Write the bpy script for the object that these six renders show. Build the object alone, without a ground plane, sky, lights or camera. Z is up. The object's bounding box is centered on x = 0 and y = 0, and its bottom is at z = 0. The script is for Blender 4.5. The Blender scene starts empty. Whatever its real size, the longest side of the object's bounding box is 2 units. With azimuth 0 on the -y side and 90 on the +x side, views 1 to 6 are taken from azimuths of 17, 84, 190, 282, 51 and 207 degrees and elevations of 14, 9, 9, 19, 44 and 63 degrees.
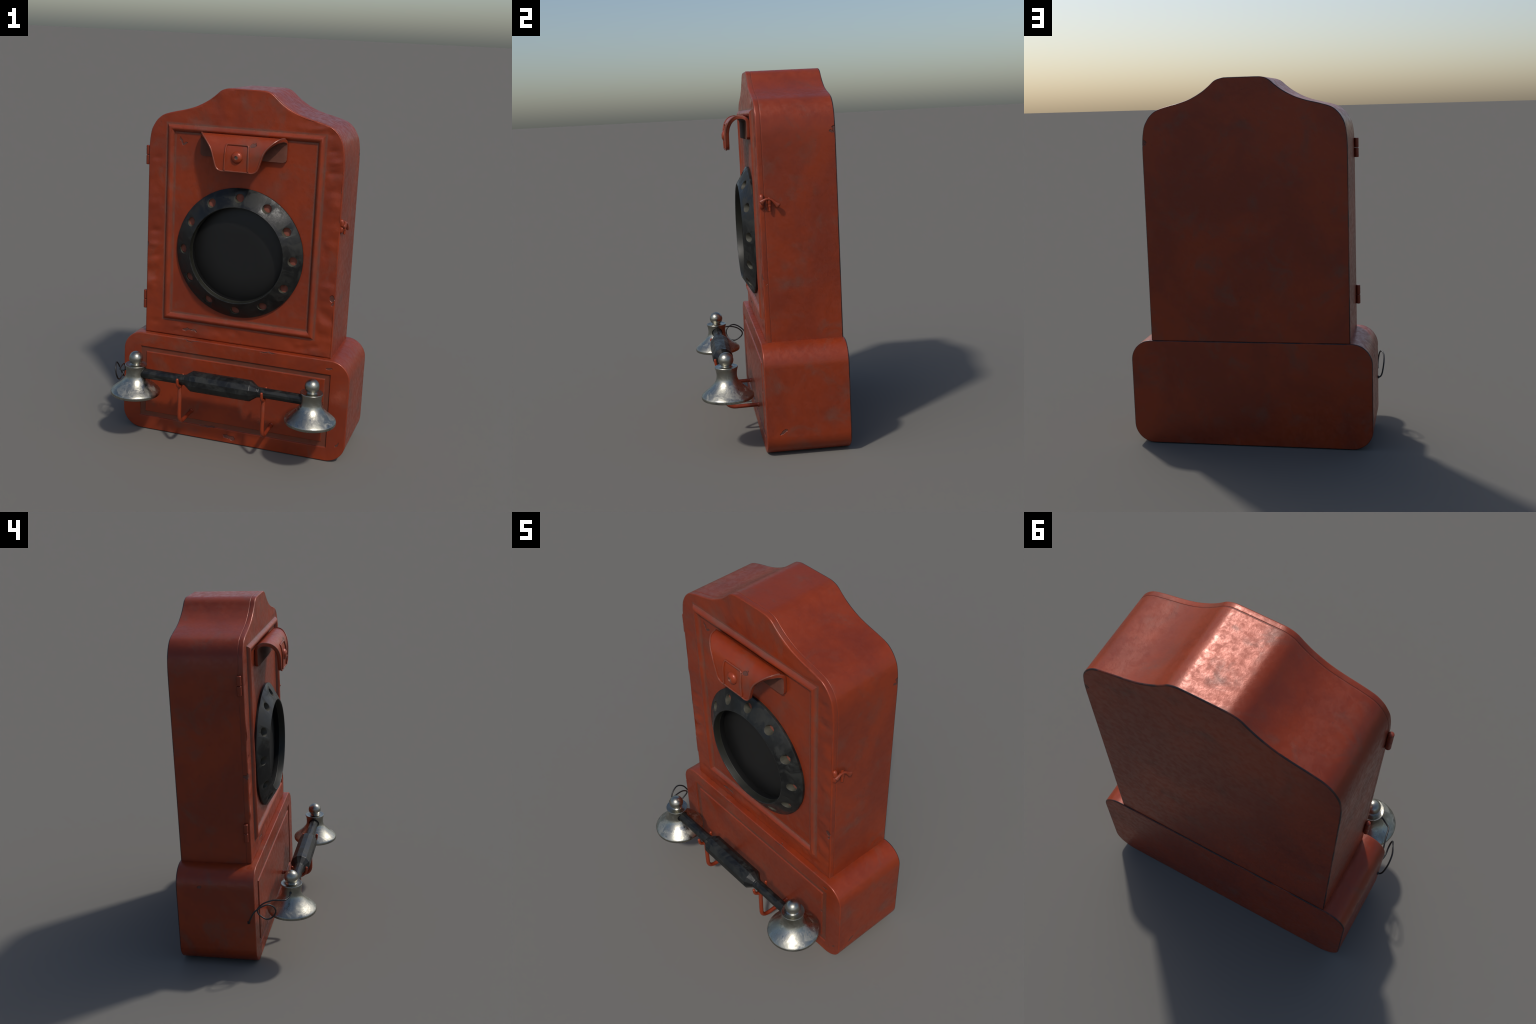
"""Weathered red wall intercom: arched cabinet with a framed door, hooded lamp
label, round speaker flange, and a two-bell handset resting on hooks in front
of a rounded base box."""
import bpy, bmesh, math, random
from mathutils import Vector, Matrix, noise

random.seed(7)
COL = bpy.context.scene.collection
XC = 0.019                      # centre line of the cabinet

# ------------------------------------------------------------------ helpers

def finish(me, angle=38.0):
    for p in me.polygons:
        p.use_smooth = True
    me.set_sharp_from_angle(angle=math.radians(angle))

def make(name, bm_or_me, mats, parent=None, angle=38.0, loc=(0, 0, 0), weighted=False, recalc=True):
    if isinstance(bm_or_me, bmesh.types.BMesh):
        me = bpy.data.meshes.new(name)
        if recalc:
            bmesh.ops.recalc_face_normals(bm_or_me, faces=bm_or_me.faces)
        bm_or_me.to_mesh(me)
        bm_or_me.free()
    else:
        me = bm_or_me
    finish(me, angle)
    if not me.materials:
        for m in (mats if isinstance(mats, (list, tuple)) else [mats]):
            me.materials.append(m)
    ob = bpy.data.objects.new(name, me)
    ob.location = loc
    COL.objects.link(ob)
    if parent is not None:
        ob.parent = parent
    if weighted:
        w = ob.modifiers.new("weighted", 'WEIGHTED_NORMAL')
        w.keep_sharp = True
    return ob

def applied(bm, steps):
    """Run modifiers on a bmesh; steps is a list of (type, settings)."""
    me = bpy.data.meshes.new("work")
    bmesh.ops.recalc_face_normals(bm, faces=bm.faces)
    bm.to_mesh(me)
    bm.free()
    ob = bpy.data.objects.new("work", me)
    COL.objects.link(ob)
    helpers = []
    for kind, settings in steps:
        md = ob.modifiers.new("m", kind)
        for k, v in settings.items():
            if k == "cutter":
                cme = bpy.data.meshes.new("cutter")
                bmesh.ops.recalc_face_normals(v, faces=v.faces)
                v.to_mesh(cme)
                v.free()
                cob = bpy.data.objects.new("cutter", cme)
                COL.objects.link(cob)
                md.object = cob
                helpers.append(cob)
            else:
                setattr(md, k, v)
    dg = bpy.context.evaluated_depsgraph_get()
    dg.update()
    out = bpy.data.meshes.new_from_object(ob.evaluated_get(dg))
    for h in helpers + [ob]:
        bpy.data.objects.remove(h, do_unlink=True)
    return out

def catmull(pts, n=8, closed=False):
    out = []
    P = [Vector(p) for p in pts]
    m = len(P)
    rng = range(m if closed else m - 1)
    for i in rng:
        p0 = P[i - 1] if (i > 0 or closed) else P[0] * 2 - P[1]
        p1 = P[i]
        p2 = P[(i + 1) % m]
        p3 = P[(i + 2) % m] if (i + 2 < m or closed) else P[m - 1] * 2 - P[m - 2]
        for k in range(n):
            t = k / n
            out.append(0.5 * ((2 * p1) + (p2 - p0) * t + (2 * p0 - 5 * p1 + 4 * p2 - p3) * t * t
                              + (3 * p1 - p0 - 3 * p2 + p3) * t ** 3))
    if not closed:
        out.append(P[-1].copy())
    return out

def offset_loop(loop, d):
    """Inset a counter-clockwise closed 2D loop by d with mitred corners."""
    n = len(loop)
    res = []
    for i in range(n):
        a, b, c = loop[i - 1], loop[i], loop[(i + 1) % n]
        e1 = (b - a).normalized()
        e2 = (c - b).normalized()
        n1 = Vector((-e1.y, e1.x))
        n2 = Vector((-e2.y, e2.x))
        m = n1 + n2
        L = m.length_squared
        m = m * (2.0 / L) if L > 1e-6 else n1
        if m.length > 2.0:
            m = m.normalized() * 2.0
        res.append(b + m * d)
    return res

def slab(loop, yf, yb, rf, rb, seg=5, extra=()):
    """Solid whose outline (x, z) runs from y=yf to y=yb, edges rounded rf / rb.
    extra: additional (y, inset) rings between, for grooves."""
    rings = []
    for k in range(seg + 1):
        a = math.pi / 2 * k / seg
        rings.append((yf + rf * (1 - math.sin(a)), rf * (1 - math.cos(a))))
    rings.reverse()
    rings = [(yf + rf * (1 - math.cos(math.pi / 2 * k / seg)), rf * (1 - math.sin(math.pi / 2 * k / seg)))
             for k in range(seg + 1)]
    rings += list(extra)
    rings += [(yb - rb * (1 - math.sin(math.pi / 2 * k / seg)), rb * (1 - math.cos(math.pi / 2 * k / seg)))
              for k in range(seg + 1)]
    bm = bmesh.new()
    prev = None
    first = None
    for y, d in rings:
        pts = offset_loop(loop, d) if d > 1e-7 else loop
        vs = [bm.verts.new((p.x, y, p.y)) for p in pts]
        if prev:
            n = len(vs)
            for i in range(n):
                bm.faces.new((prev[i], prev[(i + 1) % n], vs[(i + 1) % n], vs[i]))
        else:
            first = vs
        prev = vs
    front = bm.faces.new(first)
    bm.faces.new(list(reversed(prev)))
    return bm, front

def lathe(profile, seg=64, axis='Z', centre=(0, 0, 0), closed=False, phase=0.0):
    """profile: (radius, height) list; poles collapse where radius is 0."""
    bm = bmesh.new()
    C = Vector(centre)
    def place(r, h, a):
        c, s = math.cos(a) * r, math.sin(a) * r
        if axis == 'Z':
            return C + Vector((c, s, h))
        if axis == 'Y':
            return C + Vector((c, h, s))
        return C + Vector((h, c, s))
    rows = []
    for r, h in profile:
        if r < 1e-6:
            rows.append([bm.verts.new(place(0, h, 0))])
        else:
            rows.append([bm.verts.new(place(r, h, phase + 2 * math.pi * i / seg)) for i in range(seg)])
    pairs = list(zip(rows[:-1], rows[1:]))
    if closed:
        pairs.append((rows[-1], rows[0]))
    for A, B in pairs:
        for i in range(seg):
            j = (i + 1) % seg
            if len(A) == 1 and len(B) == 1:
                continue
            if len(A) == 1:
                bm.faces.new((A[0], B[i], B[j]))
            elif len(B) == 1:
                bm.faces.new((A[i], B[0], A[j]))
            else:
                bm.faces.new((A[i], B[i], B[j], A[j]))
    return bm

def tube(path, radius, seg=12, flat=None, caps=True, bm=None, up=Vector((0, 0, 1))):
    """Round rod along path; radius a number or one value per point;
    flat: per-point (width, height) for an oval section."""
    bm = bm or bmesh.new()
    n = len(path)
    P = [Vector(p) for p in path]
    T = []
    for i in range(n):
        t = P[min(i + 1, n - 1)] - P[max(i - 1, 0)]
        T.append(t.normalized())
    nrm = T[0].cross(up)
    if nrm.length < 1e-4:
        nrm = T[0].cross(Vector((1, 0, 0)))
    nrm.normalize()
    rows = []
    for i in range(n):
        if i:
            nrm = (nrm - T[i] * nrm.dot(T[i])).normalized()
        bi = T[i].cross(nrm)
        if flat:
            ra, rb = flat[i]
        else:
            ra = rb = radius[i] if isinstance(radius, (list, tuple)) else radius
        rows.append((P[i], nrm.copy(), bi, ra, rb, T[i]))
    rings = []
    def ring(c, u, v, ra, rb):
        return [bm.verts.new(c + u * math.cos(2 * math.pi * k / seg) * ra + v * math.sin(2 * math.pi * k / seg) * rb)
                for k in range(seg)]
    if caps:                       # domed ends
        c, u, v, ra, rb, t = rows[0]
        for a in (75, 50, 25):
            f = math.cos(math.radians(a))
            rings.append(ring(c - t * min(ra, rb) * math.sin(math.radians(a)) * 0.9, u, v, ra * f, rb * f))
    for c, u, v, ra, rb, t in rows:
        rings.append(ring(c, u, v, ra, rb))
    if caps:
        c, u, v, ra, rb, t = rows[-1]
        for a in (25, 50, 75):
            f = math.cos(math.radians(a))
            rings.append(ring(c + t * min(ra, rb) * math.sin(math.radians(a)) * 0.9, u, v, ra * f, rb * f))
    for A, B in zip(rings[:-1], rings[1:]):
        for k in range(seg):
            bm.faces.new((A[k], A[(k + 1) % seg], B[(k + 1) % seg], B[k]))
    bm.faces.new(list(reversed(rings[0])))
    bm.faces.new(rings[-1])
    return bm

def rounded_path(pts, radius, n=6):
    """Polyline with its inner corners rounded."""
    P = [Vector(p) for p in pts]
    out = [P[0]]
    for i in range(1, len(P) - 1):
        a, b, c = P[i - 1], P[i], P[i + 1]
        r = radius[i - 1] if isinstance(radius, (list, tuple)) else radius
        d1 = (a - b).normalized() * min(r, (a - b).length * 0.49)
        d2 = (c - b).normalized() * min(r, (c - b).length * 0.49)
        for k in range(n + 1):
            t = k / n
            out.append((b + d1) * (1 - t) ** 2 + b * 2 * t * (1 - t) + (b + d2) * t * t)
    out.append(P[-1])
    return out

def box(x0, x1, y0, y1, z0, z1, bm=None):
    bm = bm or bmesh.new()
    v = [bm.verts.new((x, y, z)) for x in (x0, x1) for y in (y0, y1) for z in (z0, z1)]
    for f in ((0, 1, 3, 2), (4, 6, 7, 5), (0, 4, 5, 1), (2, 3, 7, 6), (0, 2, 6, 4), (1, 5, 7, 3)):
        bm.faces.new([v[i] for i in f])
    return bm

def smooth01(a, b, x):
    t = max(0.0, min(1.0, (x - a) / (b - a)))
    return t * t * (3 - 2 * t)

# ---------------------------------------------------------------- materials

class Nodes:
    def __init__(self, name):
        self.mat = bpy.data.materials.new(name)
        self.mat.use_nodes = True
        self.nt = self.mat.node_tree
        self.bsdf = self.nt.nodes["Principled BSDF"]
        self.pos = self.add('ShaderNodeTexCoord').outputs['Object']
    def add(self, kind, **props):
        n = self.nt.nodes.new(kind)
        for k, v in props.items():
            setattr(n, k, v)
        return n
    def link(self, a, b):
        self.nt.links.new(a, b)
    def put(self, sock, v):
        if isinstance(v, bpy.types.NodeSocket):
            self.link(v, sock)
        elif v is not None:
            sock.default_value = v
    def noise(self, scale, detail=4.0, rough=0.55, dist=0.0, stretch=None, offset=None, vec=None):
        src = vec or self.pos
        if stretch or offset:
            m = self.add('ShaderNodeMapping')
            self.link(src, m.inputs['Vector'])
            if stretch:
                m.inputs['Scale'].default_value = stretch
            if offset:
                m.inputs['Location'].default_value = offset
            src = m.outputs[0]
        n = self.add('ShaderNodeTexNoise')
        self.link(src, n.inputs['Vector'])
        n.inputs['Scale'].default_value = scale
        n.inputs['Detail'].default_value = detail
        n.inputs['Roughness'].default_value = rough
        n.inputs['Distortion'].default_value = dist
        return n
    def ramp(self, val, a, b, lo=0.0, hi=1.0, smooth=True):
        m = self.add('ShaderNodeMapRange')
        m.interpolation_type = 'SMOOTHSTEP' if smooth else 'LINEAR'
        self.put(m.inputs[0], val)
        for i, v in ((1, a), (2, b), (3, lo), (4, hi)):
            m.inputs[i].default_value = v
        return m.outputs[0]
    def math(self, op, a, b=None, c=None):
        m = self.add('ShaderNodeMath', operation=op)
        self.put(m.inputs[0], a)
        if b is not None:
            self.put(m.inputs[1], b)
        if c is not None:
            self.put(m.inputs[2], c)
        return m.outputs[0]
    def mix(self, f, a, b):
        m = self.add('ShaderNodeMix', data_type='RGBA')
        self.put(m.inputs[0], f)
        self.put(m.inputs[6], a if isinstance(a, bpy.types.NodeSocket) else (*a, 1))
        self.put(m.inputs[7], b if isinstance(b, bpy.types.NodeSocket) else (*b, 1))
        return m.outputs[2]
    def edge(self, radius, lo=0.02, hi=0.25):
        """1 on sharp edges, 0 on flats: how far a rounded normal strays."""
        bv = self.add('ShaderNodeBevel', samples=8)
        bv.inputs['Radius'].default_value = radius
        g = self.add('ShaderNodeNewGeometry')
        d = self.add('ShaderNodeVectorMath', operation='DOT_PRODUCT')
        self.link(bv.outputs[0], d.inputs[0])
        self.link(g.outputs['Normal'], d.inputs[1])
        return self.ramp(self.math('SUBTRACT', 1.0, d.outputs['Value']), lo, hi)
    def bump(self, height, strength, distance=0.01, normal=None):
        b = self.add('ShaderNodeBump')
        b.inputs['Strength'].default_value = strength
        b.inputs['Distance'].default_value = distance
        self.link(height, b.inputs['Height'])
        if normal:
            self.link(normal, b.inputs['Normal'])
        return b.outputs[0]

def rect_distance(N, x0, x1, z0, z1):
    """Signed distance-like value to an upright rectangle (negative inside)."""
    s = N.add('ShaderNodeSeparateXYZ')
    N.link(N.pos, s.inputs[0])
    dx = N.math('SUBTRACT', N.math('ABSOLUTE', N.math('SUBTRACT', s.outputs[0], (x0 + x1) / 2)), (x1 - x0) / 2)
    dz = N.math('SUBTRACT', N.math('ABSOLUTE', N.math('SUBTRACT', s.outputs[2], (z0 + z1) / 2)), (z1 - z0) / 2)
    return N.math('MAXIMUM', dx, dz), s

def chip_masks(N, chips):
    """Paint chips: noise-ragged ellipses.  chip = (centre, half sizes, turn about y or x)."""
    wob = N.noise(30.0, 2.5)
    off = N.add('ShaderNodeVectorMath', operation='MULTIPLY_ADD')
    N.link(wob.outputs['Color'], off.inputs[0])
    off.inputs[1].default_value = (0.032, 0.032, 0.032)
    sub = N.add('ShaderNodeVectorMath', operation='ADD')
    off.inputs[2].default_value = (-0.016, -0.016, -0.016)
    N.link(N.pos, sub.inputs[0])
    N.link(off.outputs[0], sub.inputs[1])
    total = None
    for centre, half, turn in chips:
        m = N.add('ShaderNodeMapping', vector_type='TEXTURE')
        N.link(sub.outputs[0], m.inputs['Vector'])
        m.inputs['Location'].default_value = centre
        m.inputs['Rotation'].default_value = turn
        m.inputs['Scale'].default_value = half
        l = N.add('ShaderNodeVectorMath', operation='LENGTH')
        N.link(m.outputs[0], l.inputs[0])
        k = N.ramp(l.outputs['Value'], 1.0, 0.78)
        total = k if total is None else N.math('MAXIMUM', total, k)
    return total

RED_A = (0.270, 0.0360, 0.0085)
RED_B = (0.205, 0.0295, 0.0105)
DUST = (0.130, 0.048, 0.030)
GREY = (0.120, 0.070, 0.052)
DARK = (0.020, 0.015, 0.015)

def red_paint(name, chips=(), creases=(), bands=(), edge=0.006, seed=0.0, back=None, dust_more=0.0, soot=0.65, soft_edge=None, pale_from=0.56):
    N = Nodes(name)
    o = (seed, seed * 1.7, seed * 0.6)
    big = N.noise(2.6, 5.0, 0.6, 0.4, offset=o).outputs[0]
    mid = N.noise(6.5, 6.0, 0.62, 0.6, offset=o).outputs[0]
    fine = N.noise(70.0, 3.0, 0.6, offset=o).outputs[0]
    grain = N.noise(240.0, 2.0, 0.5).outputs[0]
    col = N.mix(N.ramp(big, 0.36, 0.64), RED_A, RED_B)
    # thin dusty clouding over the paint
    cloud = N.ramp(mid, 0.50 - dust_more, 0.74 - dust_more, 0.0, 0.55)
    col = N.mix(cloud, col, DUST)
    blot = N.ramp(N.noise(4.1, 3.0, 0.5, 0.2, offset=(seed + 3.1, 0.4, 1.9)).outputs[0], 0.62, 0.78, 0.0, 0.40)
    col = N.mix(blot, col, GREY)
    # fine dark pitting
    pit = N.ramp(N.noise(46.0, 2.0, 0.5, offset=(seed, 2.0, 0.3)).outputs[0], 0.70, 0.80, 0.0, 0.35)
    col = N.mix(pit, col, (0.10, 0.018, 0.012))
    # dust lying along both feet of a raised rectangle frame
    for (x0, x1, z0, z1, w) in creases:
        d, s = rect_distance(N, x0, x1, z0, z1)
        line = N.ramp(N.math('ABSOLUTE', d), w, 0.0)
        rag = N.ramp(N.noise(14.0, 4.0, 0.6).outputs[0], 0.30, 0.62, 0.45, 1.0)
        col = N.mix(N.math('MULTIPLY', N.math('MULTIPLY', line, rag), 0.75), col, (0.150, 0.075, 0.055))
    for (outer, inner) in bands:      # dust in a sunk band between two rectangles
        d0, s = rect_distance(N, *outer)
        d1, s = rect_distance(N, *inner)
        band = N.math('MULTIPLY', N.ramp(s.outputs[1], 0.0, -0.03), N.math('MULTIPLY', N.ramp(d0, 0.001, -0.002), N.ramp(d1, -0.001, 0.002)))
        rag = N.ramp(N.noise(11.0, 5.0, 0.6).outputs[0], 0.25, 0.7, 0.45, 0.85)
        col = N.mix(N.math('MULTIPLY', band, rag), col, DUST)
    if back:                          # sooty line round the rear arris
        s = N.add('ShaderNodeSeparateXYZ')
        N.link(N.pos, s.inputs[0])
        line = N.math('MULTIPLY', N.ramp(s.outputs[1], back - 0.0075, back - 0.0050), N.ramp(s.outputs[1], back, back - 0.0004))
        rag = N.ramp(N.noise(7.0, 4.0, 0.6, offset=o).outputs[0], 0.34, 0.55, 0.35, 0.95)
        col = N.mix(N.math('MULTIPLY', line, rag), col, DARK)
    if soft_edge:                     # dust held along the rim of thin sheet
        r = N.edge(soft_edge, 0.02, 0.30)
        col = N.mix(N.math('MULTIPLY', r, N.ramp(mid, 0.35, 0.60, 0.35, 0.8)), col, GREY)
    if edge:
        e = N.edge(edge)
        worn = N.ramp(N.noise(9.0, 5.0, 0.65, offset=o).outputs[0], 0.42, 0.60)
        col = N.mix(N.math('MULTIPLY', e, N.math('MULTIPLY_ADD', worn, -0.85 * soot, soot)), col, DARK)
        pale_fleck = N.ramp(N.noise(16.0, 5.0, 0.7, offset=(seed + 7, 0, 2)).outputs[0], pale_from, pale_from + 0.08)
        col = N.mix(N.math('MULTIPLY', N.math('MULTIPLY', e, pale_fleck), 0.75), col, (0.27, 0.155, 0.125))  # pale flecks tinted along the edges
    rough = N.math('MULTIPLY_ADD', N.ramp(N.noise(34.0, 6.0, 0.65, 0.3).outputs[0], 0.36, 0.66), 0.17, 0.29)
    rough = N.math('MULTIPLY_ADD', cloud, 0.12, rough)
    height = N.math('MULTIPLY_ADD', N.noise(26.0, 5.0, 0.6).outputs[0], 0.9, N.math('MULTIPLY', fine, 0.35))
    height = N.math('MULTIPLY_ADD', grain, 0.08, height)
    nrm = N.bump(height, 0.20, 0.004)
    if chips:
        c = chip_masks(N, chips)
        col = N.mix(N.math('MULTIPLY', c, 0.85), col, (0.095, 0.038, 0.028))
        rough = N.math('MULTIPLY_ADD', c, 0.15, rough)
        nrm = N.bump(N.math('MULTIPLY', c, -1.0), 0.65, 0.006, nrm)
    N.link(col, N.bsdf.inputs['Base Color'])
    N.link(rough, N.bsdf.inputs['Roughness'])
    N.link(nrm, N.bsdf.inputs['Normal'])
    N.bsdf.inputs['Specular IOR Level'].default_value = 0.45
    # a trace of metal under the thin enamel tints its highlights
    dull = N.math('MULTIPLY_ADD', cloud, -0.22, 0.17)
    N.link(dull, N.bsdf.inputs['Metallic'])
    return N.mat

def black_metal(name):
    N = Nodes(name)
    a = N.noise(13.0, 7.0, 0.68, 0.6).outputs[0]
    b = N.noise(34.0, 5.0, 0.65).outputs[0]
    col = N.mix(N.ramp(a, 0.40, 0.64), (0.0060, 0.0064, 0.0066), (0.0165, 0.0172, 0.0150))
    col = N.mix(N.ramp(b, 0.60, 0.72, 0.0, 0.5), col, (0.030, 0.031, 0.026))
    e = N.edge(0.004, 0.03, 0.3)
    col = N.mix(N.math('MULTIPLY', e, N.ramp(b, 0.42, 0.62, 0.1, 0.6)), col, (0.16, 0.155, 0.13))
    N.link(col, N.bsdf.inputs['Base Color'])
    r = N.math('MULTIPLY_ADD', N.ramp(a, 0.42, 0.60), 0.30, 0.24)
    N.link(N.math('MULTIPLY_ADD', b, 0.10, r), N.bsdf.inputs['Roughness'])
    N.bsdf.inputs['Specular IOR Level'].default_value = 0.34
    N.link(N.bump(N.math('MULTIPLY_ADD', b, 0.4, a), 0.30, 0.004), N.bsdf.inputs['Normal'])
    return N.mat

def bell_metal(name):
    N = Nodes(name)
    a = N.noise(11.0, 6.0, 0.62, 0.7).outputs[0]
    b = N.noise(30.0, 5.0, 0.6, 0.4).outputs[0]
    s = N.add('ShaderNodeSeparateXYZ')
    N.link(N.pos, s.inputs[0])
    skirt = N.ramp(s.outputs[2], 0.47, 0.37)           # stains gather on the skirt
    col = N.mix(N.ramp(a, 0.40, 0.68), (0.385, 0.375, 0.322), (0.270, 0.270, 0.236))
    stain = N.math('MULTIPLY', N.ramp(N.noise(15.0, 5.0, 0.65, 0.8, offset=(4, 1, 2)).outputs[0], 0.56, 0.66), skirt)
    col = N.mix(N.math('MULTIPLY', stain, 0.75), col, (0.17, 0.19, 0.215))
    neck = N.math('MULTIPLY', N.ramp(s.outputs[2], 0.392, 0.425), N.ramp(s.outputs[2], 0.462, 0.44))
    col = N.mix(N.math('MULTIPLY', neck, 0.55), col, (0.22, 0.215, 0.18))
    bloom = N.math('MULTIPLY', N.ramp(N.noise(17.0, 7.0, 0.70, 1.0, offset=(1, 5, 3)).outputs[0], 0.50, 0.62), skirt)
    col = N.mix(N.math('MULTIPLY', bloom, 0.40), col, (0.43, 0.415, 0.36))
    rim = N.ramp(s.outputs[2], 0.3125, 0.3085)
    col = N.mix(N.math('MULTIPLY', rim, 0.5), col, (0.24, 0.24, 0.205))
    N.link(col, N.bsdf.inputs['Base Color'])
    N.link(N.math('MULTIPLY_ADD', bloom, -0.15, 1.0), N.bsdf.inputs['Metallic'])
    r = N.math('MULTIPLY_ADD', N.ramp(a, 0.40, 0.62), 0.17, 0.25)
    r = N.math('MULTIPLY_ADD', N.math('MULTIPLY', stain, -1.0), 0.08, r)
    r = N.math('MULTIPLY_ADD', neck, 0.10, r)
    r = N.math('MULTIPLY_ADD', bloom, 0.14, r)
    N.link(r, N.bsdf.inputs['Roughness'])
    N.link(N.bump(N.math('MULTIPLY_ADD', b, 0.5, a), 0.28, 0.006), N.bsdf.inputs['Normal'])
    return N.mat

def plain(name, col, rough, spec=0.4):
    N = Nodes(name)
    n = N.noise(30.0, 4.0).outputs[0]
    c = N.mix(N.ramp(n, 0.35, 0.7), col, tuple(v * 1.25 for v in col))
    N.link(c, N.bsdf.inputs['Base Color'])
    N.bsdf.inputs['Roughness'].default_value = rough
    N.bsdf.inputs['Specular IOR Level'].default_value = spec
    return N.mat

FRAME_OUT = (-0.4215, 0.4630, 0.6835, 1.7930)
FRAME_IN = (-0.3750, 0.4225, 0.7280, 1.7490)
PANEL_OUT = (-0.5425, 0.5780, 0.0800, 0.5060)
PANEL_IN = (-0.5080, 0.5470, 0.1105, 0.4770)

Yr = lambda deg: (0, math.radians(deg), 0)
Xr = lambda deg: (math.radians(deg), 0, 0)
M_DOOR = red_paint("red_paint_door",
    chips=[((-0.337, -0.03, 1.704), (0.008, 0.06, 0.024), Yr(-32)), ((-0.318, -0.03, 1.690), (0.016, 0.06, 0.008), Yr(-20)),
           ((-0.275, -0.03, 0.636), (0.030, 0.06, 0.008), Yr(-8)), ((-0.235, -0.03, 0.634), (0.020, 0.06, 0.006), Yr(14)),
           ((0.551, -0.03, 0.928), (0.014, 0.06, 0.018), Yr(0)), ((0.555, -0.03, 0.897), (0.008, 0.06, 0.012), Yr(0)),
           ((-0.527, -0.02, 1.105), (0.009, 0.06, 0.014), Yr(0))],
    creases=[(*FRAME_OUT, 0.013), (*FRAME_IN, 0.012)], seed=0.0, soot=0.35, pale_from=0.46)
M_BODY = red_paint("red_paint_cabinet",
    chips=[((0.569, 0.368, 1.675), (0.06, 0.012, 0.020), Xr(10)), ((0.569, 0.350, 1.662), (0.06, 0.012, 0.006), Xr(0)), ((0.569, -0.002, 1.285), (0.05, 0.010, 0.008), Xr(0))], seed=1.3, back=0.3765, soot=0.3)
M_BASE = red_paint("red_paint_base",
    chips=[((0.004, -0.062, 0.041), (0.030, 0.05, 0.013), Yr(0)), ((0.034, -0.062, 0.034), (0.016, 0.05, 0.015), Yr(0)),
           ((0.570, -0.062, 0.540), (0.021, 0.05, 0.007), Yr(-8)), ((0.686, 0.026, 0.140), (0.05, 0.026, 0.010), Xr(26)),
           ((-0.648, 0.245, 0.492), (0.05, 0.012, 0.010), Xr(0)), ((0.70, 0.32, 0.012), (0.05, 0.035, 0.012), Xr(0)),
           ((0.215, -0.062, 0.580), (0.050, 0.05, 0.0035), Yr(0)), ((-0.230, -0.062, 0.581), (0.060, 0.05, 0.003), Yr(0)),
           ((-0.120, -0.064, 0.078), (0.050, 0.03, 0.004), Yr(0)), ((0.545, -0.060, 0.330), (0.005, 0.03, 0.012), Yr(0)),
           ((0.640, -0.060, 0.110), (0.005, 0.02, 0.020), Yr(20))],
    bands=[(PANEL_OUT, PANEL_IN)], seed=2.6, back=0.3825)
M_RED = red_paint("red_paint_fittings", edge=0.004, seed=4.4)
M_HOOD = red_paint("red_paint_hood", edge=0.006, seed=5.2, soft_edge=0.020, pale_from=0.44,
    chips=[((0.104, -0.135, 1.722), (0.022, 0.05, 0.009), Yr(-16))])
M_LINING = plain("dark_red_underside", (0.115, 0.042, 0.028), 0.75, 0.2)
M_HOLE = plain("faded_red_backing", (0.20, 0.060, 0.040), 0.6, 0.3)
M_BLACK = black_metal("worn_black_enamel")
M_BORE = plain("bare_drilled_metal", (0.052, 0.050, 0.037), 0.55, 0.35)
M_DARK_BAND = plain("black_bore_band", (0.0030, 0.0030, 0.0030), 0.7, 0.15)
M_MESH = plain("black_speaker_cloth", (0.0030, 0.0029, 0.0027), 0.50, 0.52)
M_THROAT = plain("throat_metal", (0.0130, 0.0130, 0.0095), 0.46, 0.30)
M_BELL = bell_metal("tarnished_nickel")
M_CORD = plain("black_rubber_cord", (0.012, 0.012, 0.012), 0.45, 0.5)
M_GREYPAINT = plain("grey_plug", (0.17, 0.16, 0.13), 0.5, 0.4)

# ------------------------------------------------------------- top object

thing = bpy.data.objects.new("wall_intercom", None)
COL.objects.link(thing)
thing["label"] = "weathered red wall intercom with round speaker and double-bell handset"
thing["category"] = "intercom telephone"

# ------------------------------------------------------- cabinet and door

half = [(0.549, 0.5855), (0.549, 0.90), (0.549, 1.25), (0.549, 1.50), (0.549, 1.620), (0.5462, 1.690), (0.5370, 1.748),
        (0.5225, 1.781), (0.5020, 1.810), (0.4740, 1.8335), (0.4400, 1.8475), (0.3900, 1.8610), (0.3300, 1.8760),
        (0.2720, 1.8965), (0.2150, 1.9275), (0.1760, 1.9565), (0.1500, 1.9795), (0.1290, 1.9915), (0.1020, 1.9988), (0.070, 2.0), (0.0, 2.0)]
straight = [Vector((p[0], p[1])) for p in half[:4]]
curve = [Vector((v.x, v.y)) for v in catmull([(x, z, 0) for x, z in half[3:-1]], 5)]
right_side = straight + curve[1:]
right_side = [Vector((v.x, min(v.y, 2.0))) for v in right_side]
outline = [Vector((XC + v.x, v.y)) for v in right_side] + [Vector((XC - v.x, v.y)) for v in reversed(right_side)]

bm, _ = slab(outline, -0.0025, 0.3765, 0.0028, 0.006, seg=5)
make("cabinet_body", bm, M_BODY, thing, weighted=True)
# recessed seam behind the door
bm, _ = slab(offset_loop(outline, 0.0012), -0.006, 0.002, 0.0005, 0.0005, seg=1)
make("door_seam", bm, plain("seam_paint", (0.170, 0.027, 0.010), 0.5, 0.4), thing)

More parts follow.
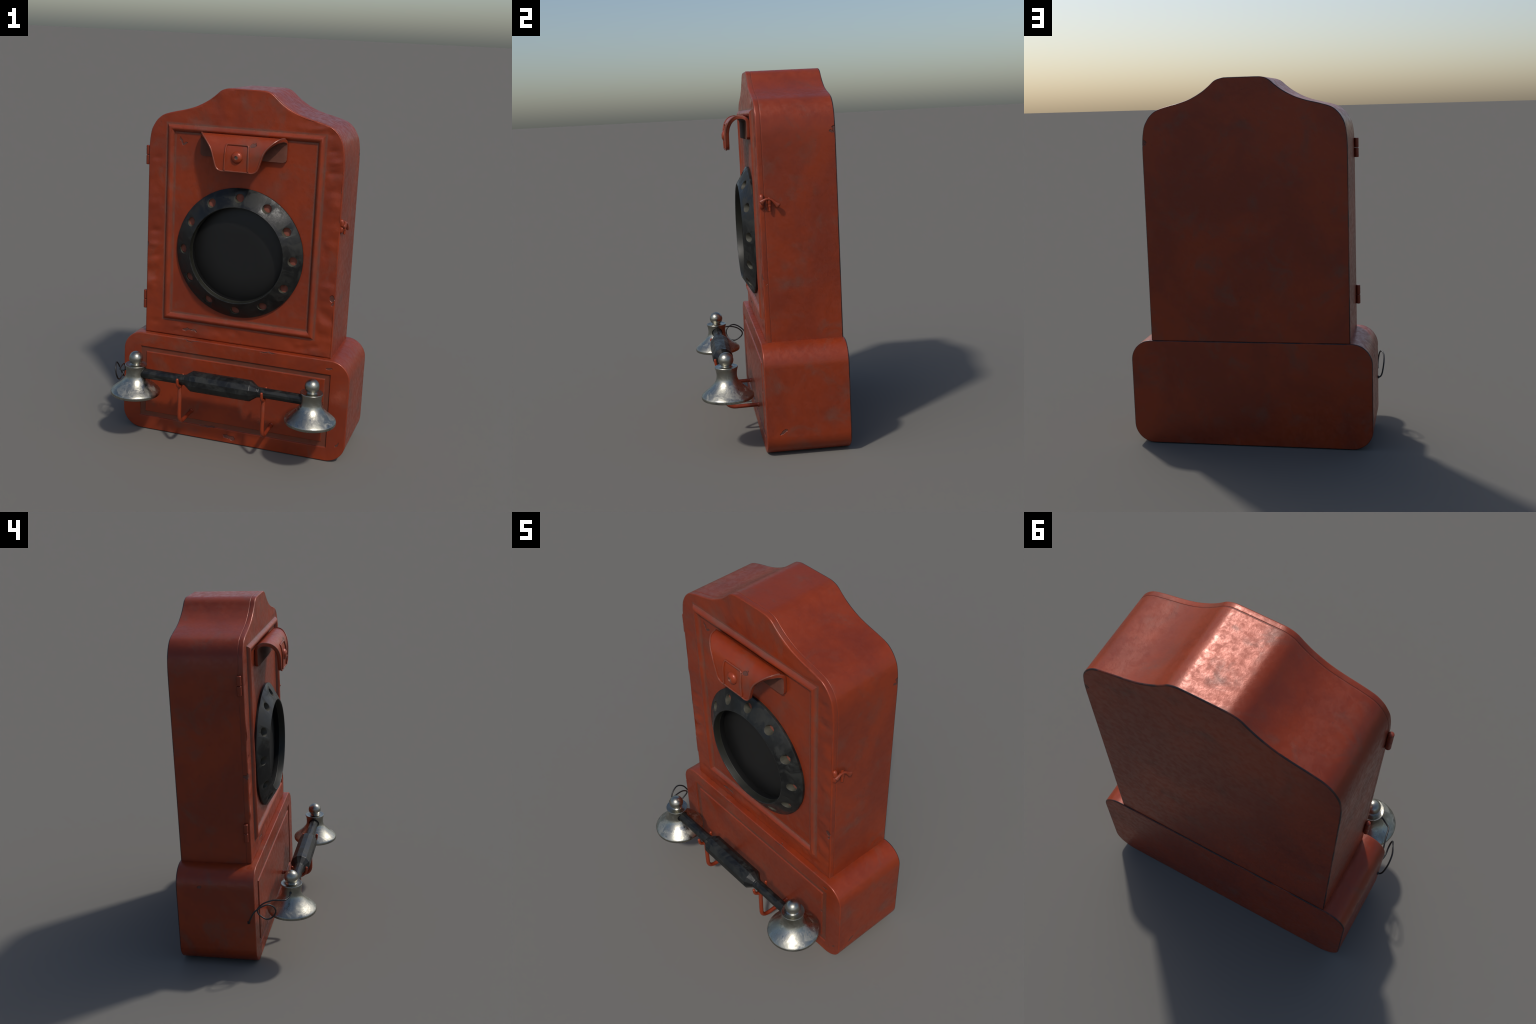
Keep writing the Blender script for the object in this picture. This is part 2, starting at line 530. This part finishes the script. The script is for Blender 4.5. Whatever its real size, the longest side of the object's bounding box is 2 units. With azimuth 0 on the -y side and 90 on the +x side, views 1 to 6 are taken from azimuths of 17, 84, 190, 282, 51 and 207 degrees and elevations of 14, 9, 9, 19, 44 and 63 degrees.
door_outline = [v.copy() for v in outline]
for v in door_outline:
    if v.y < 0.60:
        v.y = 0.5895
bm, front = slab(door_outline, -0.031, -0.0050, 0.0065, 0.0028, seg=6)
faces = [front]
def cut(bm, faces, co, no):
    geom = list(faces) + list({e for f in faces for e in f.edges}) + list({v for f in faces for v in f.verts})
    bmesh.ops.bisect_plane(bm, geom=geom, dist=1e-6, plane_co=co, plane_no=no)
def front_faces():
    return [f for f in bm.faces if f.normal.y < -0.999 and f.calc_center_median().y < -0.03]
bm.normal_update()
if front.normal.y > 0:
    bmesh.ops.reverse_faces(bm, faces=bm.faces[:])
    bm.normal_update()
STEP = 0.0085
z = 0.60
while z < 1.995:
    cut(bm, front_faces(), (0, 0, z), (0, 0, 1)); bm.normal_update()
    z += STEP
x = XC - 0.54
while x < XC + 0.54:
    cut(bm, front_faces(), (x, 0, 0), (1, 0, 0)); bm.normal_update()
    x += STEP

KNOCKS = [(0.505, 1.715, 0.7), (0.520, 1.655, -0.8), (0.512, 1.600, 0.7), (0.430, 1.822, -0.9), (0.475, 1.795, 0.8), (0.515, 0.985, -0.5),
          (-0.480, 1.190, 0.8), (-0.492, 1.110, -0.8), (-0.480, 1.045, 0.7), (-0.485, 0.900, -0.6), (-0.480, 1.600, 0.5),
          (-0.330, 0.645, -0.6), (0.470, 0.640, 0.8), (0.380, 0.642, -0.6), (-0.470, 0.660, 0.5)]

def dent(x, z):
    """Rippled, knocked sheet metal on the stiles around the raised frame."""
    dx = max(FRAME_OUT[0] - x, x - FRAME_OUT[1])
    dz = max(FRAME_OUT[2] - z, z - FRAME_OUT[3])
    d = max(dx, dz)
    side = smooth01(0.002, 0.030, d)
    if x < 0.36 and dx < 0 and dz > 0 and z > 1.7:          # crest above the frame stays calmer
        side *= 0.35
    n = noise.noise(Vector((x * 9.0, z * 13.0, 3.1))) + 0.45 * noise.noise(Vector((x * 21.0 + 5, z * 24.0, 8.4)))
    calm = 0.15 + 0.85 * smooth01(-0.15, 0.30, noise.noise(Vector((x * 2.6, z * 3.4, 11.0))))
    inner = 0.0006 * noise.noise(Vector((x * 5.0, z * 5.0, 1.7)))
    knock = 0.0
    for kx, kz, amp in KNOCKS:
        u, w = (x - kx) / 0.030, (z - kz - 0.15 * (x - kx)) / 0.015
        q = u * u + w * w
        if q < 8:
            knock += amp * math.exp(-q)
    return (0.0078 * n * calm + 0.0070 * knock) * side + inner

for v in bm.verts:
    if v.co.y < -0.0309:
        v.co.y += dent(v.co.x, v.co.z)
door = make("door", bm, M_DOOR, thing, angle=45, weighted=False)

# raised half-round frame, mitred at the corners
def frame_sweep(outer, inner, y0, height, seg=14):
    bm = bmesh.new()
    rows = []
    def corner(r, i):
        x0, x1, z0, z1 = r
        return [(x0, z0), (x1, z0), (x1, z1), (x0, z1)][i]
    section = []
    for k in range(seg + 1):
        t = k / seg
        h = math.sin(math.pi * t)
        h = h ** 0.90
        section.append((t, h))
    sides = []
    SUB = 40
    for i in range(4):
        for m in range(SUB):
            u = m / SUB
            row = []
            for t, h in section:
                a, b = corner(outer, i), corner(inner, i)
                c, d = corner(outer, (i + 1) % 4), corner(inner, (i + 1) % 4)
                px, pz = a[0] + (b[0] - a[0]) * t, a[1] + (b[1] - a[1]) * t
                qx, qz = c[0] + (d[0] - c[0]) * t, c[1] + (d[1] - c[1]) * t
                x, zz = px + (qx - px) * u, pz + (qz - pz) * u
                wob = 1.0 + 0.10 * noise.noise(Vector((x * 6, zz * 6, 2.0)))
                y = y0 - height * h * wob if h > 1e-6 else y0 + 0.006
                row.append(bm.verts.new((x, y, zz)))
            rows.append(row)
    n = len(rows)
    for i in range(n):
        A, B = rows[i], rows[(i + 1) % n]
        for k in range(seg):
            bm.faces.new((A[k], A[k + 1], B[k + 1], B[k]))
        bm.faces.new((A[seg], A[0], B[0], B[seg]))
    return bm
make("door_moulding", frame_sweep(FRAME_OUT, FRAME_IN, -0.0305, 0.0185), M_DOOR, door, angle=42)

# ------------------------------------------------------------ speaker

RC = (XC, 0, 1.1145)
prof = [(0.2590, -0.0300), (0.2600, -0.0660), (0.2622, -0.0670), (0.2635, -0.0985), (0.2650, -0.1012), (0.2680, -0.1020),
        (0.2705, -0.1005), (0.3600, -0.0462), (0.3622, -0.0440), (0.3625, -0.0415), (0.3615, -0.0300)]
ring = lathe(prof, 120, 'Y', RC, closed=True)
drill = bmesh.new()
for k in range(12):
    a = math.radians(30 * k)
    u = Vector((math.sin(a), 0, math.cos(a)))
    w = Vector((math.cos(a), 0, -math.sin(a)))
    c = Vector(RC) + u * 0.3125
    lo, hi = [], []
    for s in range(28):
        t = 2 * math.pi * s / 28
        p = c + u * math.cos(t) * 0.0228 + w * math.sin(t) * 0.0252
        lo.append(drill.verts.new(p + Vector((0, -0.14, 0))))
        hi.append(drill.verts.new(p + Vector((0, -0.012, 0))))
    for s in range(28):
        j = (s + 1) % 28
        drill.faces.new((lo[s], lo[j], hi[j], hi[s]))
    drill.faces.new(list(reversed(lo)))
    drill.faces.new(hi)
ring_me = applied(ring, [('BOOLEAN', dict(operation='DIFFERENCE', solver='EXACT', cutter=drill)),
                         ('BEVEL', dict(width=0.0022, segments=2, limit_method='ANGLE', angle_limit=math.radians(50)))])
ring_me.materials.append(M_BLACK)
ring_me.materials.append(M_BORE)
ring_me.materials.append(M_THROAT)
ring_me.materials.append(M_DARK_BAND)
for p in ring_me.polygons:
    d = Vector((p.center.x - RC[0], 0, p.center.z - RC[2]))
    near = round(math.degrees(math.atan2(d.x, d.z)) / 30) * 30
    hole = Vector((math.sin(math.radians(near)), 0, math.cos(math.radians(near)))) * 0.3125
    if (d - hole).length < 0.0262 and abs(p.normal.y) < 0.4:
        p.material_index = 1
    elif d.length < 0.2645 and -0.099 < p.center.y < -0.0668:
        p.material_index = 2
    elif d.length < 0.2645 and p.center.y > -0.0672:
        p.material_index = 3
speaker = make("speaker_ring", ring_me, M_BLACK, thing, angle=32)
bm = lathe([(0.287, -0.0310), (0.287, -0.0475), (0.338, -0.0475), (0.338, -0.0310)], 96, 'Y', RC, closed=True)
make("ring_backing", bm, M_HOLE, speaker)
bm = lathe([(0.0, -0.0385), (0.12, -0.0384), (0.2575, -0.0380), (0.2598, -0.0370), (0.2598, -0.0315), (0.0, -0.0315)], 96, 'Y', RC)
make("speaker_cloth", bm, M_MESH, speaker)

# --------------------------------------------------------------- hood

# outer skin profile: (y, z, half width)
HX = 0.0205
hood_prof = [(-0.0345, 1.6325, 0.2235), (-0.0342, 1.6365, 0.2320), (-0.0340, 1.6430, 0.2385), (-0.0338, 1.6520, 0.2410), (-0.0336, 1.690, 0.2420),
             (-0.0345, 1.7250, 0.2420), (-0.0400, 1.7430, 0.2415), (-0.0540, 1.7560, 0.2385), (-0.0740, 1.7615, 0.2310),
             (-0.0960, 1.7605, 0.2220), (-0.1150, 1.7530, 0.2080), (-0.1310, 1.7390, 0.1905), (-0.1430, 1.7200, 0.1715), (-0.1505, 1.6980, 0.1540),
             (-0.1545, 1.6740, 0.1420), (-0.1552, 1.6500, 0.1345), (-0.1550, 1.6150, 0.1240), (-0.1548, 1.6010, 0.1190), (-0.1547, 1.5910, 0.1130),
             (-0.1546, 1.5830, 0.1030), (-0.1545, 1.5790, 0.0900), (-0.1545, 1.5770, 0.0740)]
H = catmull(hood_prof, 4)
THICK = 0.0165
def hood_normal(i):
    a, b = H[max(i - 1, 0)], H[min(i + 1, len(H) - 1)]
    t = Vector((b.x - a.x, b.y - a.y)).normalized()
    return Vector((t.y, -t.x))           # points inward, under the hood
bm = bmesh.new()
NT = 28
outer_v, inner_v = [], []
for i, p in enumerate(H):
    n = hood_normal(i)
    ro, ri = [], []
    for k in range(NT + 1):
        t = -1 + 2 * k / NT
        ro.append(bm.verts.new((HX + t * p.z, p.x, p.y)))
        ri.append(bm.verts.new((HX + t * p.z, p.x + n.x * THICK * -1, p.y + n.y * THICK * -1)))
    outer_v.append(ro)
    inner_v.append(ri)
for i in range(len(H) - 1):
    for k in range(NT):
        bm.faces.new((outer_v[i][k], outer_v[i][k + 1], outer_v[i + 1][k + 1], outer_v[i + 1][k]))
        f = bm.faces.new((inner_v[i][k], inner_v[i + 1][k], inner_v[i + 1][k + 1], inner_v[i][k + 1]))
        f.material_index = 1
    for k in (0, NT):
        bm.faces.new((outer_v[i][k], outer_v[i + 1][k], inner_v[i + 1][k], inner_v[i][k]))
for i in (0, len(H) - 1):
    for k in range(NT):
        bm.faces.new((outer_v[i][k], outer_v[i][k + 1], inner_v[i][k + 1], inner_v[i][k]))
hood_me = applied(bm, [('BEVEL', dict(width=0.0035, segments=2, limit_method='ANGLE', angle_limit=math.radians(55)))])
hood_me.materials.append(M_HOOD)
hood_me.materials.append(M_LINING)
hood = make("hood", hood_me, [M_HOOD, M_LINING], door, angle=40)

def hood_y(zz):
    """y of the outer skin on the front half at height zz."""
    for a, b in zip(H[:-1], H[1:]):
        if a.x < -0.085 and b.y <= zz <= a.y:
            t = (a.y - zz) / max(a.y - b.y, 1e-6)
            return a.x + (b.x - a.x) * t
    return -0.1545
BX = 0.0195
flat_path = rounded_path([(BX - 0.0660, 1.5865, 0), (BX - 0.0610, 1.7205, 0), (BX + 0.0630, 1.7205, 0), (BX + 0.0660, 1.5865, 0)], 0.014, 6)
dense = []
for a, b in zip(flat_path[:-1], flat_path[1:]):
    m = max(1, int((b - a).length / 0.006))
    dense += [a + (b - a) * (k / m) for k in range(m)]
dense.append(flat_path[-1])
path = [(p.x, hood_y(p.y) - 0.0022, p.y) for p in dense]
make("label_bead", tube(path, 0.0050, 10, up=Vector((0, 1, 0))), M_HOOD, hood)

# thin tube as a pale lip along the free edge of the hood
edge_l, edge_r = [], []
for i, p in enumerate(H):
    if p.x < -0.060:
        n = hood_normal(i)
        q = (p.x + n.x * 0.0008, p.y + n.y * 0.0008)
        edge_l.append((HX - p.z + 0.0035, q[0], q[1]))
        edge_r.append((HX + p.z - 0.0035, q[0], q[1]))
bz = H[-1].y + 0.0030
across = [(HX - 0.062 + 0.124 * k / 8, -0.1552, bz) for k in range(9)]
edge_tube = edge_l[:-2] + across + list(reversed(edge_r[:-2]))
make("hood_edge_tube", tube(catmull(edge_tube, 2), 0.0040, 8, up=Vector((0, 1, 0))), M_HOOD, hood)

dome = [(0.0, -0.0070), (0.0085, -0.0070), (0.0088, -0.0160), (0.0100, -0.0178), (0.0130, -0.0172), (0.0190, -0.0150), (0.0250, -0.0115),
        (0.0295, -0.0065), (0.0315, -0.0010), (0.0315, 0.0030), (0.0, 0.0030)]
make("hood_rivet", lathe(dome, 32, 'Y', (0.0215, -0.1545, 1.6550)), M_HOOD, hood, angle=50)
make("rivet_plug", lathe([(0, -0.0085), (0.0086, -0.0085), (0.0086, -0.004), (0, -0.004)], 20, 'Y', (0.0215, -0.1545, 1.6550)), M_GREYPAINT, hood)

# -------------------------------------------------------------- hinges

kn = [(0.0, -0.0262), (0.0105, -0.0262), (0.0124, -0.0243), (0.0126, -0.022), (0.0126, 0.022), (0.0124, 0.0243), (0.0105, 0.0262), (0.0, 0.0262)]
knuckle_me = None
for zc in (1.6085, 0.7785):
    hinge = bpy.data.objects.new("hinge", None)
    hinge.location = (-0.541, -0.0095, zc)
    COL.objects.link(hinge)
    hinge.parent = thing
    for dz in (0.0270, -0.0270):
        if knuckle_me is None:
            k0 = make("hinge_knuckle", lathe(kn, 24, 'Z'), M_RED, hinge, angle=50, loc=(0, 0, dz))
            knuckle_me = k0.data
        else:
            o = bpy.data.objects.new("hinge_knuckle", knuckle_me)
            o.location = (0, 0, dz)
            COL.objects.link(o)
            o.parent = hinge

# ------------------------------------------------------------ wing latch

latch = bpy.data.objects.new("wing_latch", None)
latch.location = (0, 0, 0)
COL.objects.link(latch)
latch.parent = thing
# slotted lug on the door edge
bm = tube([(0.5700, -0.0185, 1.352), (0.5735, -0.0185, 1.348), (0.5745, -0.0185, 1.330)], 0.0115, 12)
tube([(0.5745, -0.0185, 1.312), (0.5735, -0.0185, 1.300), (0.5700, -0.0185, 1.296)], 0.0110, 12, bm=bm)
tube([(0.5690, -0.0185, 1.350), (0.5690, -0.0185, 1.298)], 0.0085, 10, bm=bm)
make("latch_lug", bm, M_RED, latch, angle=60)
# wing nut
wing = catmull([(0.5872, -0.0205, 1.3215), (0.5878, -0.0120, 1.3290), (0.5880, 0.0020, 1.3365), (0.5880, 0.0180, 1.3370),
                (0.5885, 0.0340, 1.3300), (0.5895, 0.0500, 1.3150), (0.5905, 0.0630, 1.3025)], 4)
m = len(wing)
flat = []
for i in range(m):
    t = abs(2 * i / (m - 1) - 1)
    flat.append((0.0056 + 0.0092 * t ** 2, 0.0068 + 0.0020 * t))
make("wing_nut", tube(wing, 0.005, 12, flat=flat, up=Vector((1, 0, 0))), M_RED, latch, angle=60)
bm = lathe([(0, 1.3120), (0.0085, 1.3120), (0.0095, 1.3140), (0.0095, 1.3380), (0.0065, 1.3445), (0, 1.3445)], 8, 'Z', (0.5830, 0.0195, 0))
bm2 = [(0.0, 1.2740), (0.0050, 1.2745), (0.0066, 1.2770), (0.0066, 1.2980), (0.0085, 1.2985), (0.0085, 1.3125), (0.0, 1.3125)]
make("latch_hub", bm, M_RED, latch, angle=30)
make("latch_bolt", lathe(bm2, 14, 'Z', (0.5815, 0.0205, 0)), M_RED, latch, angle=30)
bm = tube([(0.568, 0.0195, 1.304), (0.582, 0.0195, 1.304)], 0.0070, 12)
make("latch_bracket", bm, M_RED, latch, angle=60)

# ---------------------------------------------------------------- base

def rounded_rect(x0, x1, z0, z1, r, n=14):
    pts = []
    for cx, cz, a0 in ((x1 - r, z0 + r, -90), (x1 - r, z1 - r, 0), (x0 + r, z1 - r, 90), (x0 + r, z0 + r, 180)):
        for k in range(n + 1):
            a = math.radians(a0 + 90 * k / n)
            pts.append(Vector((cx + r * math.cos(a), cz + r * math.sin(a))))
    return pts
bm, _ = slab(rounded_rect(-0.6480, 0.6860, 0.0, 0.5885, 0.112), -0.0625, 0.3825, 0.0065, 0.0055, seg=5)
def frame_prism(outer, inner, y0, y1):
    bm = bmesh.new()
    def ringv(r, y):
        x0, x1, z0, z1 = r
        return [bm.verts.new(p) for p in ((x0, y, z0), (x1, y, z0), (x1, y, z1), (x0, y, z1))]
    o0, o1, i0, i1 = ringv(outer, y0), ringv(outer, y1), ringv(inner, y0), ringv(inner, y1)
    for k in range(4):
        j = (k + 1) % 4
        bm.faces.new((o0[k], o0[j], o1[j], o1[k]))
        bm.faces.new((i0[k], i1[k], i1[j], i0[j]))
        bm.faces.new((o0[k], i0[k], i0[j], o0[j]))
        bm.faces.new((o1[k], o1[j], i1[j], i1[k]))
    return bm
groove = frame_prism(PANEL_OUT, PANEL_IN, -0.09, -0.0555)
base_me = applied(bm, [('BOOLEAN', dict(operation='DIFFERENCE', solver='EXACT', cutter=groove)),
                       ('BEVEL', dict(width=0.0034, segments=3, limit_method='ANGLE', angle_limit=math.radians(55)))])
base = make("base_box", base_me, M_BASE, thing, weighted=True)

# --------------------------------------------------------------- hooks

hook_me = None
for hx in (-0.2215, 0.2605):
    if hook_me is None:
        bm = bmesh.new()
        stem = rounded_path([(0, -0.050, 0.1590), (0, -0.2480, 0.1560), (0, -0.2480, 0.3780)], 0.060, 8)
        tube(stem, 0.0113, 12, bm=bm)
        cradle = rounded_path([(0, -0.2915, 0.4320), (0, -0.2870, 0.3960), (0, -0.2480, 0.3740), (0, -0.2100, 0.3960), (0, -0.2065, 0.4320)], [0.03, 0.035, 0.03], 6)
        m = len(cradle)
        rad = [0.0078 + 0.0030 * (1 - abs(2 * i / (m - 1) - 1)) for i in range(m)]
        tube(cradle, rad, 12, bm=bm)
        tube([(0, -0.048, 0.159), (0, -0.0645, 0.1588)], 0.0140, 14, bm=bm)
        h = make("handset_hook", bm, M_RED, thing, angle=60, loc=(hx, 0, 0))
        hook_me = h.data
    else:
        o = bpy.data.objects.new("handset_hook", hook_me)
        o.location = (hx, 0, 0)
        COL.objects.link(o)
        o.parent = thing

# -------------------------------------------------------------- handset

SX, SY, SZ = 0.0170, -0.2450, 0.4190
handset = bpy.data.objects.new("handset", None)
COL.objects.link(handset)
handset.parent = thing
half_grip = [(0.0, 0.480), (0.0280, 0.480), (0.0280, 0.2180), (0.0295, 0.2150), (0.0295, 0.2080), (0.0565, 0.1715), (0.0576, 0.1660), (0.0576, 0.0)]
prof = [(r, -h) for r, h in half_grip] + [(r, h) for r, h in reversed(half_grip[:-1])]
grip_me = applied(lathe(prof, 12, 'X', (SX, SY, SZ), phase=math.radians(9)),
                  [('BEVEL', dict(width=0.0050, segments=3, limit_method='ANGLE', angle_limit=math.radians(20)))])
make("handle_grip", grip_me, M_BLACK, handset, angle=37, weighted=True)

ball = [(0.0398 * math.sin(math.radians(a)), 0.5012 + 0.0398 * math.cos(math.radians(a))) for a in range(0, 141, 10)]
skirt = [(v.x, v.y) for v in catmull([(0.0600, 0.4660, 0), (0.0612, 0.4635, 0), (0.0600, 0.4580, 0), (0.0566, 0.4470, 0), (0.0545, 0.4330, 0), (0.0540, 0.4190, 0), (0.0553, 0.4055, 0),
         (0.0590, 0.3940, 0), (0.0660, 0.3820, 0), (0.0775, 0.3682, 0), (0.0930, 0.3530, 0), (0.1085, 0.3400, 0), (0.1220, 0.3290, 0),
         (0.1325, 0.3195, 0), (0.1372, 0.3140, 0), (0.1384, 0.3090, 0), (0.1380, 0.3010, 0), (0.1362, 0.2978, 0), (0.1310, 0.2972, 0)], 4)]
prof = ball + [(0.0285, 0.4665), (0.0330, 0.4648), (0.0420, 0.4640), (0.0520, 0.4648), (0.0575, 0.4662)] + skirt + \
       [(0.1270, 0.3000), (0.1180, 0.3080), (0.1000, 0.3240), (0.0740, 0.3480), (0.0500, 0.3720), (0.0, 0.3800)]
prof = [(max(r, 0.0), z) for r, z in prof]
bell_me = None
for bx in (-0.4888, 0.5225):
    if bell_me is None:
        b0 = make("bell", lathe(prof, 72, 'Z'), M_BELL, handset, angle=52, loc=(bx, SY, 0))
        bell_me = b0.data
    else:
        b0 = bpy.data.objects.new("bell", bell_me)
        b0.location = (bx, SY, 0)
        b0.rotation_euler = (0, 0, 2.1)
        COL.objects.link(b0)
        b0.parent = handset
for sx, bx in ((1, -0.4888), (-1, 0.5225)):
    c = [(bx + sx * 0.0545, SY + 0.0315 * math.cos(a), SZ - 0.002 + 0.0315 * math.sin(a)) for a in [2 * math.pi * k / 32 for k in range(32)]]
    bm = bmesh.new()
    rows = []
    for k in range(32):
        a = 2 * math.pi * k / 32
        u = Vector((0, math.cos(a), math.sin(a)))
        # the socket rim hugs the round neck, so it bends back at its sides
        dip = 0.0540 - math.sqrt(0.0540 ** 2 - (0.0305 * math.cos(a)) ** 2)
        cpt = Vector((bx + sx * (0.0543 - dip), SY, SZ)) + u * 0.0300
        rows.append([bm.verts.new(cpt + u * 0.0032 * math.cos(t) + Vector((sx, 0, 0)) * 0.0032 * math.sin(t))
                     for t in [2 * math.pi * q / 8 for q in range(8)]])
    for k in range(32):
        A, B = rows[k], rows[(k + 1) % 32]
        for q in range(8):
            bm.faces.new((A[q], A[(q + 1) % 8], B[(q + 1) % 8], B[q]))
    make("socket_rim", bm, M_BLACK, handset, angle=60)

# ----------------------------------------------------------------- cord

cord_pts = [(-0.5300, -0.2460, 0.4320), (-0.5460, -0.2475, 0.4280), (-0.5640, -0.2430, 0.4170), (-0.5840, -0.2320, 0.4115), (-0.6006, -0.2180, 0.4120),
            (-0.6120, -0.1620, 0.4145), (-0.6240, -0.1150, 0.4020), (-0.6310, -0.0830, 0.3780), (-0.6350, -0.0745, 0.3560),
            (-0.6410, -0.0880, 0.3330), (-0.6430, -0.1255, 0.3125), (-0.6400, -0.1590, 0.3250), (-0.6425, -0.1780, 0.3600),
            (-0.6500, -0.1710, 0.3930), (-0.6620, -0.1400, 0.4120), (-0.6770, -0.1050, 0.4030), (-0.6810, -0.0660, 0.3710),
            (-0.6760, -0.0430, 0.3280), (-0.6690, -0.0320, 0.3000), (-0.6580, -0.0265, 0.2885), (-0.6430, -0.0250, 0.2874)]
bm = tube(catmull(cord_pts, 8), 0.0043, 10)
tube([(-0.6460, -0.0252, 0.2874), (-0.6510, -0.0255, 0.2874)], 0.0085, 10, bm=bm)
make("handset_cord", bm, M_CORD, thing, angle=60)
make("cord_grommet", tube([(-0.5405, -0.2470, 0.4300), (-0.5445, -0.2475, 0.4290)], 0.0075, 12), M_CORD, handset, angle=60)
